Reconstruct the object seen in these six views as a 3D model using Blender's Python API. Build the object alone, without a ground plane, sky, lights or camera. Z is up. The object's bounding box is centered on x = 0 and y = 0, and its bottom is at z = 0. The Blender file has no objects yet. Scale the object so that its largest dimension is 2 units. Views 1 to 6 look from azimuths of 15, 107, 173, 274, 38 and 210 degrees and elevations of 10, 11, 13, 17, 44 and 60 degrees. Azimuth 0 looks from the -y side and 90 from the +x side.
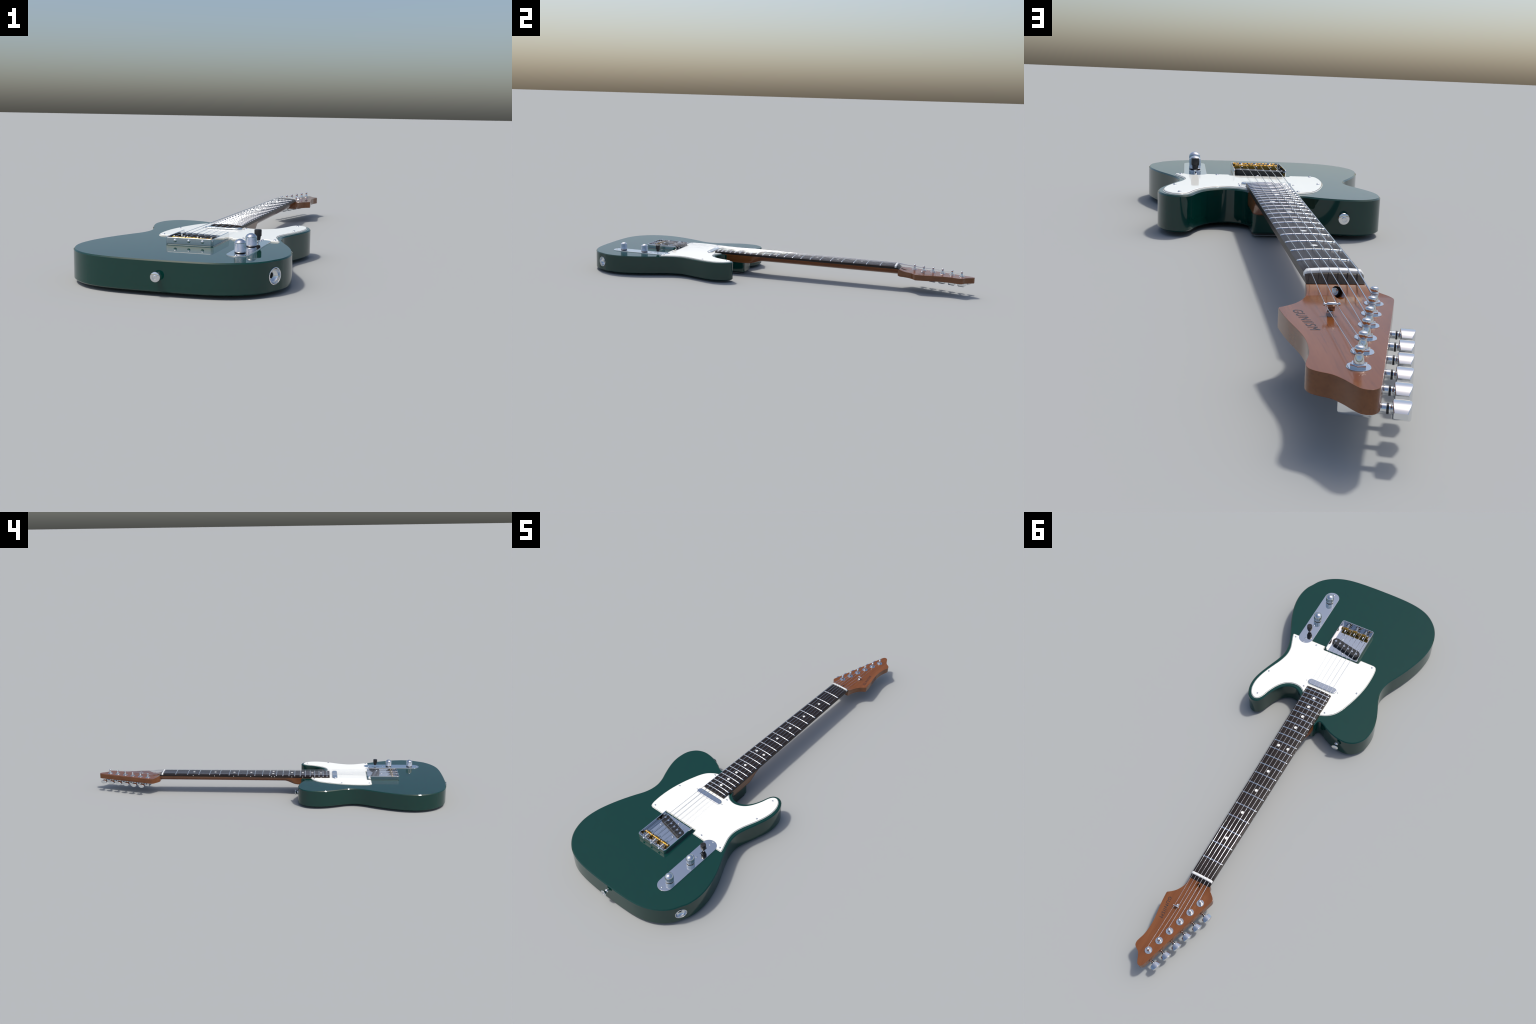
# Electric guitar lying on its back: slab body, bolt-on neck, six-in-line headstock.
import bpy, bmesh, math
from math import sin, cos, pi, sqrt, radians
from mathutils import Vector, Matrix

# ------------------------------------------------------------------ key sizes
BODY_BOTTOM, BODY_TOP = 0.0085, 0.0983
GUARD_TOP = 0.1026
BOARD_BOTTOM, BOARD_CROWN, BOARD_RADIUS = 0.1004, 0.1142, 0.42
NUT_Y, SCALE_LENGTH = 0.6115, 1.302
SADDLE_Y = NUT_Y - SCALE_LENGTH
HEAD_BOTTOM, HEAD_TOP = 0.0637, 0.0910
HEEL_END = -0.3150
PLATE_TOP = 0.1010          # control plate
BRIDGE_FLOOR = 0.1004
STRING_X_NUT = [0.0352, 0.0211, 0.0070, -0.0070, -0.0211, -0.0352]
STRING_X_SADDLE = [0.0540, 0.0325, 0.0109, -0.0109, -0.0325, -0.0540]
STRING_R = [0.00042, 0.00050, 0.00060, 0.00078, 0.00092, 0.00108]


def neck_half_width(y):
    return 0.0431 + (0.0563 - 0.0431) * (NUT_Y - y) / (NUT_Y + 0.340)


# ------------------------------------------------------------------ materials
def new_material(name):
    m = bpy.data.materials.new(name)
    m.use_nodes = True
    nt = m.node_tree
    return m, nt, nt.nodes["Principled BSDF"]


def plain(name, colour, rough, metallic=0.0, coat=0.0, coat_rough=0.03, ior=1.5, bump=None):
    m, nt, b = new_material(name)
    b.inputs["Base Color"].default_value = (*colour, 1)
    b.inputs["Roughness"].default_value = rough
    b.inputs["Metallic"].default_value = metallic
    b.inputs["IOR"].default_value = ior
    b.inputs["Coat Weight"].default_value = coat
    b.inputs["Coat Roughness"].default_value = coat_rough
    if bump:
        scale, strength = bump
        tc = nt.nodes.new("ShaderNodeTexCoord")
        nz = nt.nodes.new("ShaderNodeTexNoise")
        nz.inputs["Scale"].default_value = scale
        nz.inputs["Detail"].default_value = 4
        bp = nt.nodes.new("ShaderNodeBump")
        bp.inputs["Strength"].default_value = strength
        bp.inputs["Distance"].default_value = 0.0005
        nt.links.new(tc.outputs["Object"], nz.inputs["Vector"])
        nt.links.new(nz.outputs["Fac"], bp.inputs["Height"])
        nt.links.new(bp.outputs["Normal"], b.inputs["Normal"])
    return m


def wood(name, dark, mid, light, rough, stretch, scale, coat=0.0, coat_rough=0.05, pores=0.0, spec=0.5):
    """long-grain timber: noise stretched along the neck (y) on object coordinates"""
    m, nt, b = new_material(name)
    tc = nt.nodes.new("ShaderNodeTexCoord")
    mp = nt.nodes.new("ShaderNodeMapping")
    mp.inputs["Scale"].default_value = (1.0, stretch, 1.0)
    mp.inputs["Rotation"].default_value = (0, 0, radians(3))
    n1 = nt.nodes.new("ShaderNodeTexNoise")
    n1.inputs["Scale"].default_value = scale
    n1.inputs["Detail"].default_value = 6
    n1.inputs["Roughness"].default_value = 0.62
    ramp = nt.nodes.new("ShaderNodeValToRGB")
    e = ramp.color_ramp.elements
    e[0].position, e[0].color = 0.30, (*dark, 1)
    e[1].position, e[1].color = 0.72, (*light, 1)
    x = e.new(0.5)
    x.color = (*mid, 1)
    nt.links.new(tc.outputs["Object"], mp.inputs["Vector"])
    nt.links.new(mp.outputs["Vector"], n1.inputs["Vector"])
    nt.links.new(n1.outputs["Fac"], ramp.inputs["Fac"])
    out = ramp.outputs["Color"]
    if pores > 0:
        mp2 = nt.nodes.new("ShaderNodeMapping")
        mp2.inputs["Scale"].default_value = (1.0, stretch * 0.6, 1.0)
        n2 = nt.nodes.new("ShaderNodeTexNoise")
        n2.inputs["Scale"].default_value = scale * 7
        n2.inputs["Detail"].default_value = 2
        mr = nt.nodes.new("ShaderNodeMapRange")
        mr.inputs["From Min"].default_value = 0.56
        mr.inputs["From Max"].default_value = 0.70
        mr.inputs["To Max"].default_value = pores
        mx = nt.nodes.new("ShaderNodeMix")
        mx.data_type = "RGBA"
        nt.links.new(tc.outputs["Object"], mp2.inputs["Vector"])
        nt.links.new(mp2.outputs["Vector"], n2.inputs["Vector"])
        nt.links.new(n2.outputs["Fac"], mr.inputs["Value"])
        nt.links.new(mr.outputs["Result"], mx.inputs["Factor"])
        nt.links.new(out, mx.inputs[6])
        mx.inputs[7].default_value = (*[c * 0.45 for c in dark], 1)
        out = mx.outputs[2]
    nt.links.new(out, b.inputs["Base Color"])
    bp = nt.nodes.new("ShaderNodeBump")
    bp.inputs["Strength"].default_value = 0.06
    bp.inputs["Distance"].default_value = 0.0005
    nt.links.new(n1.outputs["Fac"], bp.inputs["Height"])
    nt.links.new(bp.outputs["Normal"], b.inputs["Normal"])
    b.inputs["Roughness"].default_value = rough
    b.inputs["Specular IOR Level"].default_value = spec
    b.inputs["Coat Weight"].default_value = coat
    b.inputs["Coat Roughness"].default_value = coat_rough
    return m


GREEN = plain("green_gloss_paint", (0.0015, 0.038, 0.029), 0.035)
WHITE = plain("white_plastic", (0.97, 0.97, 0.895), 0.05)
PLY = plain("dark_ply_plastic", (0.03, 0.03, 0.03), 0.4)
BONE = plain("white_bone", (0.80, 0.80, 0.77), 0.35)
PEARL = plain("pearl_dot", (0.80, 0.80, 0.76), 0.25)
CHROME = plain("polished_chrome", (0.73, 0.745, 0.755), 0.025, metallic=1.0)
SATIN = plain("nickel_steel", (0.74, 0.76, 0.78), 0.16, metallic=1.0)
STRING_STEEL = plain("string_steel", (0.68, 0.70, 0.72), 0.08, metallic=1.0)
BRASS = plain("aged_brass", (0.37, 0.21, 0.037), 0.26, metallic=1.0, bump=(300, 0.15))
BLACK = plain("black_plastic", (0.012, 0.012, 0.013), 0.42)
BLACK_GLOSS = plain("black_gloss_plastic", (0.010, 0.010, 0.011), 0.22)
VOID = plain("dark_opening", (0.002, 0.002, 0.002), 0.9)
INK = plain("dark_ink", (0.010, 0.011, 0.016), 0.35)
MAPLE = wood("roasted_wood", (0.150, 0.046, 0.011), (0.185, 0.060, 0.016), (0.225, 0.078, 0.023),
             0.14, 0.10, 42, pores=0.22)
ROSEWOOD = wood("dark_rosewood", (0.014, 0.011, 0.011), (0.023, 0.018, 0.017), (0.036, 0.028, 0.026),
                0.36, 0.05, 160, pores=0.5, spec=0.18)

# ------------------------------------------------------------------ helpers
ROOT = bpy.data.objects.new("electric_guitar", None)
bpy.context.scene.collection.objects.link(ROOT)
ROOT["label"] = "dark green solid body electric guitar with white pickguard"
ROOT["category"] = "electric guitar"


def add(name, mesh, parent=None, mats=(), loc=None, matrix=None):
    o = bpy.data.objects.new(name, mesh)
    bpy.context.scene.collection.objects.link(o)
    o.parent = parent or ROOT
    if mats and not mesh.materials:
        for m in mats:
            mesh.materials.append(m)
    if matrix is not None:
        o.matrix_basis = matrix
    elif loc is not None:
        o.location = loc
    return o


def finish(bm, name, angle=32.0):
    """bmesh to mesh; smooth faces, edges sharper than the angle stay crisp"""
    bmesh.ops.recalc_face_normals(bm, faces=bm.faces[:])
    lim = radians(angle)
    for f in bm.faces:
        f.smooth = True
    for e in bm.edges:
        if len(e.link_faces) == 2:
            e.smooth = e.calc_face_angle(0) < lim
        else:
            e.smooth = False
    me = bpy.data.meshes.new(name)
    bm.to_mesh(me)
    bm.free()
    return me


def catmull(pts, closed=False, step=0.005):
    n = len(pts)
    P = [Vector(p) for p in pts]
    out = []
    for i in range(n if closed else n - 1):
        p1, p2 = P[i], P[(i + 1) % n]
        p0 = P[i - 1] if (closed or i > 0) else p1 * 2 - p2
        p3 = P[(i + 2) % n] if (closed or i + 2 < n) else p2 * 2 - p1
        t0, t1 = 0.0, sqrt(max((p1 - p0).length, 1e-9))
        t2 = t1 + sqrt(max((p2 - p1).length, 1e-9))
        t3 = t2 + sqrt(max((p3 - p2).length, 1e-9))
        k = max(1, int((p2 - p1).length / step))
        for j in range(k):
            t = t1 + (t2 - t1) * j / k
            a1 = p0 * ((t1 - t) / (t1 - t0)) + p1 * ((t - t0) / (t1 - t0))
            a2 = p1 * ((t2 - t) / (t2 - t1)) + p2 * ((t - t1) / (t2 - t1))
            a3 = p2 * ((t3 - t) / (t3 - t2)) + p3 * ((t - t2) / (t3 - t2))
            b1 = a1 * ((t2 - t) / (t2 - t0)) + a2 * ((t - t0) / (t2 - t0))
            b2 = a2 * ((t3 - t) / (t3 - t1)) + a3 * ((t - t1) / (t3 - t1))
            out.append(b1 * ((t2 - t) / (t2 - t1)) + b2 * ((t - t1) / (t2 - t1)))
    if not closed:
        out.append(P[-1].copy())
    return out


def fair(pts, sigma, keep=lambda p: 0.0):
    """gaussian fairing of a closed, evenly stepped outline; keep(p)=1 holds a point"""
    n = len(pts)
    out = []
    for i, p in enumerate(pts):
        acc, w = Vector((0, 0)), 0.0
        for s in (1, -1):
            d, j = 0.0, i
            while True:
                g = math.exp(-0.5 * (d / sigma) ** 2)
                if g < 0.02:
                    break
                acc += pts[j % n] * g
                w += g
                d += (pts[(j + s) % n] - pts[j % n]).length
                j += s
        k = keep(p)
        out.append(p * k + (acc / w) * (1 - k))
    return out


def ccw(pts):
    a = sum(pts[i].x * pts[(i + 1) % len(pts)].y - pts[(i + 1) % len(pts)].x * pts[i].y for i in range(len(pts)))
    return pts if a > 0 else pts[::-1]


def inset(pts, d):
    """offset a ccw outline inwards by d (mitred)"""
    n = len(pts)
    res = []
    for i in range(n):
        a, b, c = pts[i - 1], pts[i], pts[(i + 1) % n]
        e1, e2 = (b - a).normalized(), (c - b).normalized()
        n1, n2 = Vector((-e1.y, e1.x)), Vector((-e2.y, e2.x))
        m = n1 + n2
        m = m.normalized() if m.length > 1e-6 else n1
        res.append(b + m * (d / max(0.45, m.dot(n1))))
    return res


def stack(outline, layers, name, angle=32.0, caps=(0, 0)):
    """solid from one outline: layers of (inset, z, material of the band above)"""
    outline = ccw([Vector(p) for p in outline])
    bm = bmesh.new()
    rings = []
    for d, z, _ in layers:
        rings.append([bm.verts.new((p.x, p.y, z)) for p in inset(outline, d)])
    n = len(outline)
    for k in range(len(rings) - 1):
        for i in range(n):
            f = bm.faces.new((rings[k][i], rings[k][(i + 1) % n], rings[k + 1][(i + 1) % n], rings[k + 1][i]))
            f.material_index = layers[k][2]
    f = bm.faces.new(rings[0][::-1])
    f.material_index = caps[0]
    f = bm.faces.new(rings[-1])
    f.material_index = caps[1]
    return finish(bm, name, angle)


def revolve(profile, name, seg=32, angle=32.0, mats=None, capped=True):
    """turned part about z: profile of (radius, z); radius 0 closes an end"""
    bm = bmesh.new()
    rings = []
    for r, z in profile:
        if r < 1e-7:
            rings.append([bm.verts.new((0, 0, z))])
        else:
            rings.append([bm.verts.new((r * cos(2 * pi * i / seg), r * sin(2 * pi * i / seg), z)) for i in range(seg)])
    for k in range(len(rings) - 1):
        A, B = rings[k], rings[k + 1]
        for i in range(seg):
            j = (i + 1) % seg
            if len(A) == 1 and len(B) == 1:
                continue
            if len(A) == 1:
                f = bm.faces.new((A[0], B[j], B[i]))
            elif len(B) == 1:
                f = bm.faces.new((A[i], A[j], B[0]))
            else:
                f = bm.faces.new((A[i], A[j], B[j], B[i]))
            if mats:
                f.material_index = mats[k]
    for R, flip in ((rings[0], True), (rings[-1], False)):
        if len(R) > 1 and capped:
            bm.faces.new(R[::-1] if flip else R)
    return finish(bm, name, angle)


def tube(path, radius, name, seg=8):
    bm = bmesh.new()
    P = [Vector(p) for p in path]
    rings = []
    for i, p in enumerate(P):
        t = (P[min(i + 1, len(P) - 1)] - P[max(i - 1, 0)]).normalized()
        up = Vector((0, 0, 1)) if abs(t.z) < 0.95 else Vector((1, 0, 0))
        u = t.cross(up).normalized()
        v = u.cross(t)
        rings.append([bm.verts.new(p + (u * cos(2 * pi * k / seg) + v * sin(2 * pi * k / seg)) * radius) for k in range(seg)])
    for a, b in zip(rings, rings[1:]):
        for k in range(seg):
            bm.faces.new((a[k], a[(k + 1) % seg], b[(k + 1) % seg], b[k]))
    bm.faces.new(rings[0][::-1])
    bm.faces.new(rings[-1])
    return finish(bm, name, 50)


def loft(sections, name, angle=32.0, closed=True, cap=True):
    bm = bmesh.new()
    rings = [[bm.verts.new(p) for p in s] for s in sections]
    n = len(rings[0])
    for a, b in zip(rings, rings[1:]):
        for i in range(n if closed else n - 1):
            bm.faces.new((a[i], a[(i + 1) % n], b[(i + 1) % n], b[i]))
    if cap:
        bm.faces.new(rings[0][::-1])
        bm.faces.new(rings[-1])
    return finish(bm, name, angle)


def block(sx, sy, sz, name, r=0.0, centre=(0, 0, 0)):
    bm = bmesh.new()
    bmesh.ops.create_cube(bm, size=1.0)
    for v in bm.verts:
        v.co = Vector((v.co.x * sx, v.co.y * sy, v.co.z * sz)) + Vector(centre)
    if r > 0:
        bmesh.ops.bevel(bm, geom=bm.edges[:], offset=r, segments=3, affect="EDGES", profile=0.5)
    return finish(bm, name, 40)


def cut(obj, cutter_mesh, matrix=None):
    c = bpy.data.objects.new("cutter", cutter_mesh)
    bpy.context.scene.collection.objects.link(c)
    if matrix is not None:
        c.matrix_world = matrix
    md = obj.modifiers.new("cut", "BOOLEAN")
    md.operation, md.solver, md.object = "DIFFERENCE", "EXACT", c
    bpy.context.view_layer.update()
    dg = bpy.context.evaluated_depsgraph_get()
    me = bpy.data.meshes.new_from_object(obj.evaluated_get(dg))
    old = obj.data
    nm = old.name
    obj.modifiers.clear()
    obj.data = me
    bpy.data.meshes.remove(old)
    me.name = nm
    bpy.data.objects.remove(c)
    resharpen(me)


def resharpen(me, angle=38.0):
    """mark crisp edges again after a boolean"""
    bm = bmesh.new()
    bm.from_mesh(me)
    for e in bm.edges:
        e.smooth = len(e.link_faces) == 2 and e.calc_face_angle(0) < radians(angle)
    for f in bm.faces:
        f.smooth = True
    bm.to_mesh(me)
    bm.free()


def flat_first(me):
    """shared mesh with area-weighted normals, so flat faces stay flat"""
    o = bpy.data.objects.new("tmp_flat", me)
    bpy.context.scene.collection.objects.link(o)
    weighted_normals(o)
    out = o.data
    bpy.data.objects.remove(o)
    return out


def weighted_normals(obj):
    md = obj.modifiers.new("flat_faces_first", "WEIGHTED_NORMAL")
    md.mode, md.keep_sharp, md.weight = "FACE_AREA", True, 100
    bpy.context.view_layer.update()
    dg = bpy.context.evaluated_depsgraph_get()
    me = bpy.data.meshes.new_from_object(obj.evaluated_get(dg))
    obj.modifiers.clear()
    obj.data = me


def stadium(cx, cy, hx, hy, seg=20):
    """rounded-end slot, long along y if hy > hx"""
    pts = []
    if hy >= hx:
        for s, a0 in ((1, 0), (-1, pi)):
            for i in range(seg + 1):
                a = a0 + pi * i / seg
                pts.append(Vector((cx + hx * cos(a), cy + s * (hy - hx) + hx * sin(a))))
    else:
        for s, a0 in ((1, -pi / 2), (-1, pi / 2)):
            for i in range(seg + 1):
                a = a0 + pi * i / seg
                pts.append(Vector((cx + s * (hx - hy) + hy * cos(a), cy + hy * sin(a))))
    return pts


def axis_matrix(origin, direction, up=(0, 0, 1)):
    """local z along direction"""
    z = Vector(direction).normalized()
    x = Vector(up).cross(z)
    x = x.normalized() if x.length > 1e-5 else Vector((1, 0, 0))
    y = z.cross(x)
    m = Matrix((x, y, z)).transposed().to_4x4()
    m.translation = Vector(origin)
    return m


def cross_head_screw(r, h, name, seg=24):
    """pan-head screw with a cross recess; top at z = h"""
    prof = [(r, -h * 0.8), (r, 0.0)]
    for i in range(1, 5):
        a = (pi / 2) * i / 5
        prof.append((r * cos(a * 0.92), h * sin(a)))
    prof.append((r * 0.12, h))
    prof.append((0, h))
    me = revolve(prof, name, seg, 40)
    o = bpy.data.objects.new("tmp_screw", me)
    bpy.context.scene.collection.objects.link(o)
    for sx, sy in ((1.15, 0.24), (0.24, 1.15)):
        cut(o, block(r * sx, r * sy, h * 0.9, "recess", 0, (0, 0, h)))
    me = o.data
    bpy.data.objects.remove(o)
    me.name = name
    return me


# ------------------------------------------------------------------ body
BODY_PTS = [
    (0.000, -0.9797), (0.060, -0.9792), (0.120, -0.9765), (0.165, -0.9708), (0.203, -0.9600), (0.238, -0.9428),
    (0.266, -0.9218), (0.2862, -0.8985), (0.3012, -0.8700), (0.3148, -0.8430), (0.3222, -0.8130), (0.3245, -0.7850),
    (0.3230, -0.7520), (0.3160, -0.7144), (0.3045, -0.6755), (0.2880, -0.6330), (0.2700, -0.5945), (0.2540, -0.5600),
    (0.2405, -0.5265), (0.2318, -0.4915), (0.2300, -0.4550), (0.2388, -0.4185), (0.2518, -0.3810), (0.2640, -0.3450),
    (0.2745, -0.3100), (0.2803, -0.2760), (0.2790, -0.2410), (0.2695, -0.2090), (0.2550, -0.1870), (0.2325, -0.1768),
    (0.2110, -0.1830), (0.1985, -0.2020), (0.1890, -0.2320), (0.1720, -0.2710), (0.1505, -0.2980), (0.1300, -0.3110),
    (0.1080, -0.3155), (0.0870, -0.3110), (0.0695, -0.2985), (0.0580, -0.2810), (0.0537, -0.2630), (0.0527, -0.2400),
    (0.0520, -0.2000), (0.0516, -0.1850), (0.0500, -0.1792), (0.0455, -0.1768), (0.0380, -0.1765), (0.0000, -0.1765), (-0.0440, -0.1765),
    (-0.0535, -0.1788), (-0.0578, -0.1860), (-0.0592, -0.1960), (-0.0640, -0.2055), (-0.0730, -0.2085), (-0.0830, -0.2055),
    (-0.0950, -0.1990), (-0.1130, -0.1895), (-0.1410, -0.1770), (-0.1790, -0.1680), (-0.2140, -0.1680), (-0.2480, -0.1840),
    (-0.2725, -0.2180), (-0.2803, -0.2600), (-0.2793, -0.2955), (-0.2700, -0.3360), (-0.2540, -0.3810), (-0.2385, -0.4185),
    (-0.2305, -0.4525), (-0.2308, -0.4860), (-0.2400, -0.5225), (-0.2610, -0.5660), (-0.2870, -0.6250), (-0.3085, -0.6865),
    (-0.3205, -0.7370), (-0.3242, -0.7930), (-0.3165, -0.8390), (-0.2995, -0.8810), (-0.2715, -0.9175), (-0.2330, -0.9475),
    (-0.1900, -0.9645), (-0.1400, -0.9740), (-0.0750, -0.9785)]


def body_keep(p):
    """hold the heel block and the flat around the jack, fair everything else"""
    heel = 1.0 if (-0.10 < p.x < 0.060 and p.y > -0.285) else 0.0
    jack = 1.0 if (p.x > 0.283 and -0.905 < p.y < -0.838) else 0.0
    return max(heel, jack)


def make_body():
    pts = catmull(BODY_PTS, closed=True, step=0.004)
    pts = ccw(fair(pts, 0.009, body_keep))
    grown = inset(pts, -0.0013)
    pts = [p if (-0.10 < p.x < 0.075 and p.y > -0.30) else g for p, g in zip(pts, grown)]
    c = 0.0036                        # plain chamfer along both edges
    me = stack(pts, [(c, BODY_BOTTOM, 0), (0, BODY_BOTTOM + c, 0), (0, BODY_TOP - c, 0), (c, BODY_TOP, 0)], "body", 38)
    o = add("body", me, mats=[GREEN, VOID])
    # neck pocket
    z0, z1 = 0.0598, 0.20
    yb, ya = HEEL_END - 0.002, -0.10
    pocket = [[(s * neck_half_width(y), y, z) for s in (-1, 1)] for y in (yb, ya) for z in (z0, z1)]
    sec = []
    for y in (yb, ya):
        w = neck_half_width(y) + 0.0004
        sec.append([(-w, y, z0), (w, y, z0), (w, y, z1), (-w, y, z1)])
    cut(o, loft(sec, "pocket"))
    # jack bore
    cut(o, revolve([(0.0232, -0.035), (0.0232, 0.02)], "bore", 48), JACK_MATRIX)
    weighted_normals(o)
    return o


JACK_MATRIX = axis_matrix((0.3005, -0.8715, 0.0538), (0.886, -0.464, 0))
make_body()

# ------------------------------------------------------------------ pickguard
GUARD_CUTAWAY = [(0.2404, -0.5668), (0.2372, -0.5545), (0.2262, -0.5250), (0.2152, -0.4900), (0.2130, -0.4530),
                 (0.2222, -0.4120), (0.2355, -0.3770), (0.2485, -0.3432), (0.2605, -0.3030), (0.2660, -0.2620),
                 (0.2608, -0.2250), (0.2470, -0.2005), (0.2299, -0.1912), (0.2165, -0.1965), (0.2068, -0.2115),
                 (0.1955, -0.2464), (0.1786, -0.2834), (0.1608, -0.3078), (0.1400, -0.3235), (0.1152, -0.3318),
                 (0.0933, -0.3312), (0.0743, -0.3240), (0.0590, -0.3110), (0.0550, -0.3050)]
GUARD_BASS = [(-0.0548, -0.2370), (-0.0748, -0.2455), (-0.0907, -0.2556), (-0.1070, -0.2712), (-0.1205, -0.2940),
              (-0.1320, -0.3240), (-0.1440, -0.3610), (-0.1550, -0.4060), (-0.1622, -0.4510), (-0.1648, -0.5000),
              (-0.1630, -0.5400), (-0.1600, -0.5560), (-0.1550, -0.5645), (-0.1460, -0.5678)]


def make_guard():
    pts = catmull(GUARD_CUTAWAY, step=0.004)
    w = neck_half_width(-0.31) + 0.001
    pts += [Vector((w, -0.318)), Vector((-w, -0.318))]
    pts += catmull(GUARD_BASS, step=0.004)
    pts += [Vector(p) for p in ((-0.0880, -0.5678), (-0.0870, -0.5640), (-0.0862, -0.5540), (-0.0848, -0.5492), (-0.0810, -0.5470),
                                (0.0830, -0.5470), (0.0868, -0.5492), (0.0882, -0.5540), (0.0890, -0.5640), (0.0900, -0.5678))]
    cx, cy, r = 0.1845, -0.5780, 0.0338
    a0 = math.acos(0.0102 / r)
    for i in range(25):
        a = pi / 2 + a0 - 2 * a0 * i / 24
        pts.append(Vector((cx + r * cos(a), cy + r * sin(a))))
    pts += [Vector((0.2360, -0.5678)), Vector((0.2395, -0.5676))]
    W, K = 0, 1
    me = stack(pts, [(-0.0032, BODY_TOP - 0.0006, W), (-0.0030, GUARD_TOP - 0.0032, W), (-0.0019, GUARD_TOP - 0.0024, K),
                     (-0.0007, GUARD_TOP - 0.0015, W), (0.0004, GUARD_TOP - 0.0003, W), (0.0008, GUARD_TOP, W)], "pickguard", 30, caps=(W, W))
    o = add("pickguard", me, mats=[WHITE, PLY])
    weighted_normals(o)


make_guard()
small_screw = cross_head_screw(0.0046, 0.0026, "pickguard_screw")
small_screw.materials.append(CHROME)
for x, y in ((-0.1455, -0.5567), (0.2263, -0.5571), (0.2279, -0.2129), (0.2408, -0.3369), (0.1231, -0.5561),
             (0.0714, -0.3367), (-0.0699, -0.2545), (-0.1450, -0.4047)):
    o = add("pickguard_screw", small_screw, loc=(x, y, GUARD_TOP))
    o.rotation_euler.z = (x * 37 + y * 53) % 1.5

# ------------------------------------------------------------------ control plate, knobs and switch
PCX = 0.1845
plate = stack(stadium(PCX, -0.7050, 0.0330, 0.1605, 24),
              [(0, BODY_TOP - 0.0005, 0), (0, PLATE_TOP - 0.0008, 0), (0.0003, PLATE_TOP - 0.0003, 0), (0.0008, PLATE_TOP, 0)],
              "control_plate", 50)
cplate = add("control_plate", plate, mats=[CHROME])
weighted_normals(cplate)
plate_screw = cross_head_screw(0.0042, 0.0022, "plate_screw")
plate_screw.materials.append(CHROME)
for y in (-0.5502, -0.5702, -0.6535, -0.8522):
    o = add("plate_screw", plate_screw, cplate, loc=(PCX, y, PLATE_TOP))
    o.rotation_euler.z = (y * 91) % 1.5
slot = add("switch_slot", block(0.0030, 0.0430, 0.0012, "switch_slot", 0.0003, (PCX, -0.6115, PLATE_TOP - 0.0003)), cplate, [VOID])


def knurled_knob():
    """domed barrel knob with a diamond knurl of small pyramids"""
    R, z0, z1, ztop = 0.0172, 0.0050, 0.0300, 0.0412
    seg, rows = 84, 20
    bm = bmesh.new()

    def ring(r, z):
        return [bm.verts.new((r * cos(2 * pi * i / seg), r * sin(2 * pi * i / seg), z)) for i in range(seg)]

    rings = [ring(0.0118, 0.0012), ring(0.0148, 0.0016), ring(R - 0.0012, z0 - 0.0010), ring(R - 0.0004, z0)]
    first = len(rings)
    for k in range(1, rows):
        z = z0 + (z1 - z0) * k / rows
        rings.append([bm.verts.new(((R + (0.00045 if i % 2 == 0 and k % 2 == 0 else (0.0 if (i + k) % 2 else -0.00045))) * cos(2 * pi * i / seg),
                                    (R + (0.00045 if i % 2 == 0 and k % 2 == 0 else (0.0 if (i + k) % 2 else -0.00045))) * sin(2 * pi * i / seg), z))
                      for i in range(seg)])
    last = len(rings)
    rings += [ring(R - 0.0002, z1), ring(R, z1 + 0.0008), ring(R - 0.0002, z1 + 0.0014)]
    zd = z1 + 0.0014
    rc, sag = R - 0.0002, ztop - zd               # shallow spherical cap
    rs = (rc * rc + sag * sag) / (2 * sag)
    for k in range(1, 10):
        r = rc * (1 - k / 10)
        rings.append(ring(r, ztop - rs + sqrt(rs * rs - r * r)))
    top = bm.verts.new((0, 0, ztop))
    for a, b in zip(rings, rings[1:]):
        for i in range(seg):
            bm.faces.new((a[i], a[(i + 1) % seg], b[(i + 1) % seg], b[i]))
    for i in range(seg):
        bm.faces.new((rings[-1][i], rings[-1][(i + 1) % seg], top))
    bm.faces.new(rings[0][::-1])
    knurl = set(v for r in rings[first:last] for v in r)
    me_faces = [f for f in bm.faces if any(v in knurl for v in f.verts)]
    bmesh.ops.triangulate(bm, faces=me_faces)
    me = finish(bm, "control_knob", 28)
    for p in me.polygons:                          # crisp facets on the knurl
        if z0 < p.center.z < z1:
            p.use_smooth = False
    return me


knob = knurled_knob()
knob.materials.append(CHROME)
black_disc = revolve([(0.0163, -0.0004), (0.0163, 0.0006), (0.0, 0.0007)], "knob_black_disc", 40)  # thin black disc that shows as a black ring under the knob
black_disc.materials.append(VOID)
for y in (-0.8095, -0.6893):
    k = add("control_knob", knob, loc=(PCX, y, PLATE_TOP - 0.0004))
    add("knob_black_disc", black_disc, k, loc=(0, 0, 0.0006))

tip = revolve([(0.0, 0.0085), (0.0062, 0.0085), (0.0078, 0.0105), (0.0086, 0.0160), (0.0090, 0.0205), (0.0108, 0.0215),
               (0.0114, 0.0235), (0.0114, 0.0402), (0.0110, 0.0412), (0.0100, 0.0418), (0.0, 0.0420)], "switch_tip", 36, 24)
sw = add("selector_switch", block(0.0052, 0.0030, 0.0150, "selector_switch", 0.0004, (0, 0, 0.0050)), mats=[SATIN],
         loc=(PCX + 0.0007, -0.6112, PLATE_TOP - 0.0005))
add("switch_tip", tip, sw, [BLACK])

# ------------------------------------------------------------------ bridge
BX, BY0, BY1 = 0.0758, -0.7262, -0.5562
RIM_TOP, WALL = 0.1212, 0.0027


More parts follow.
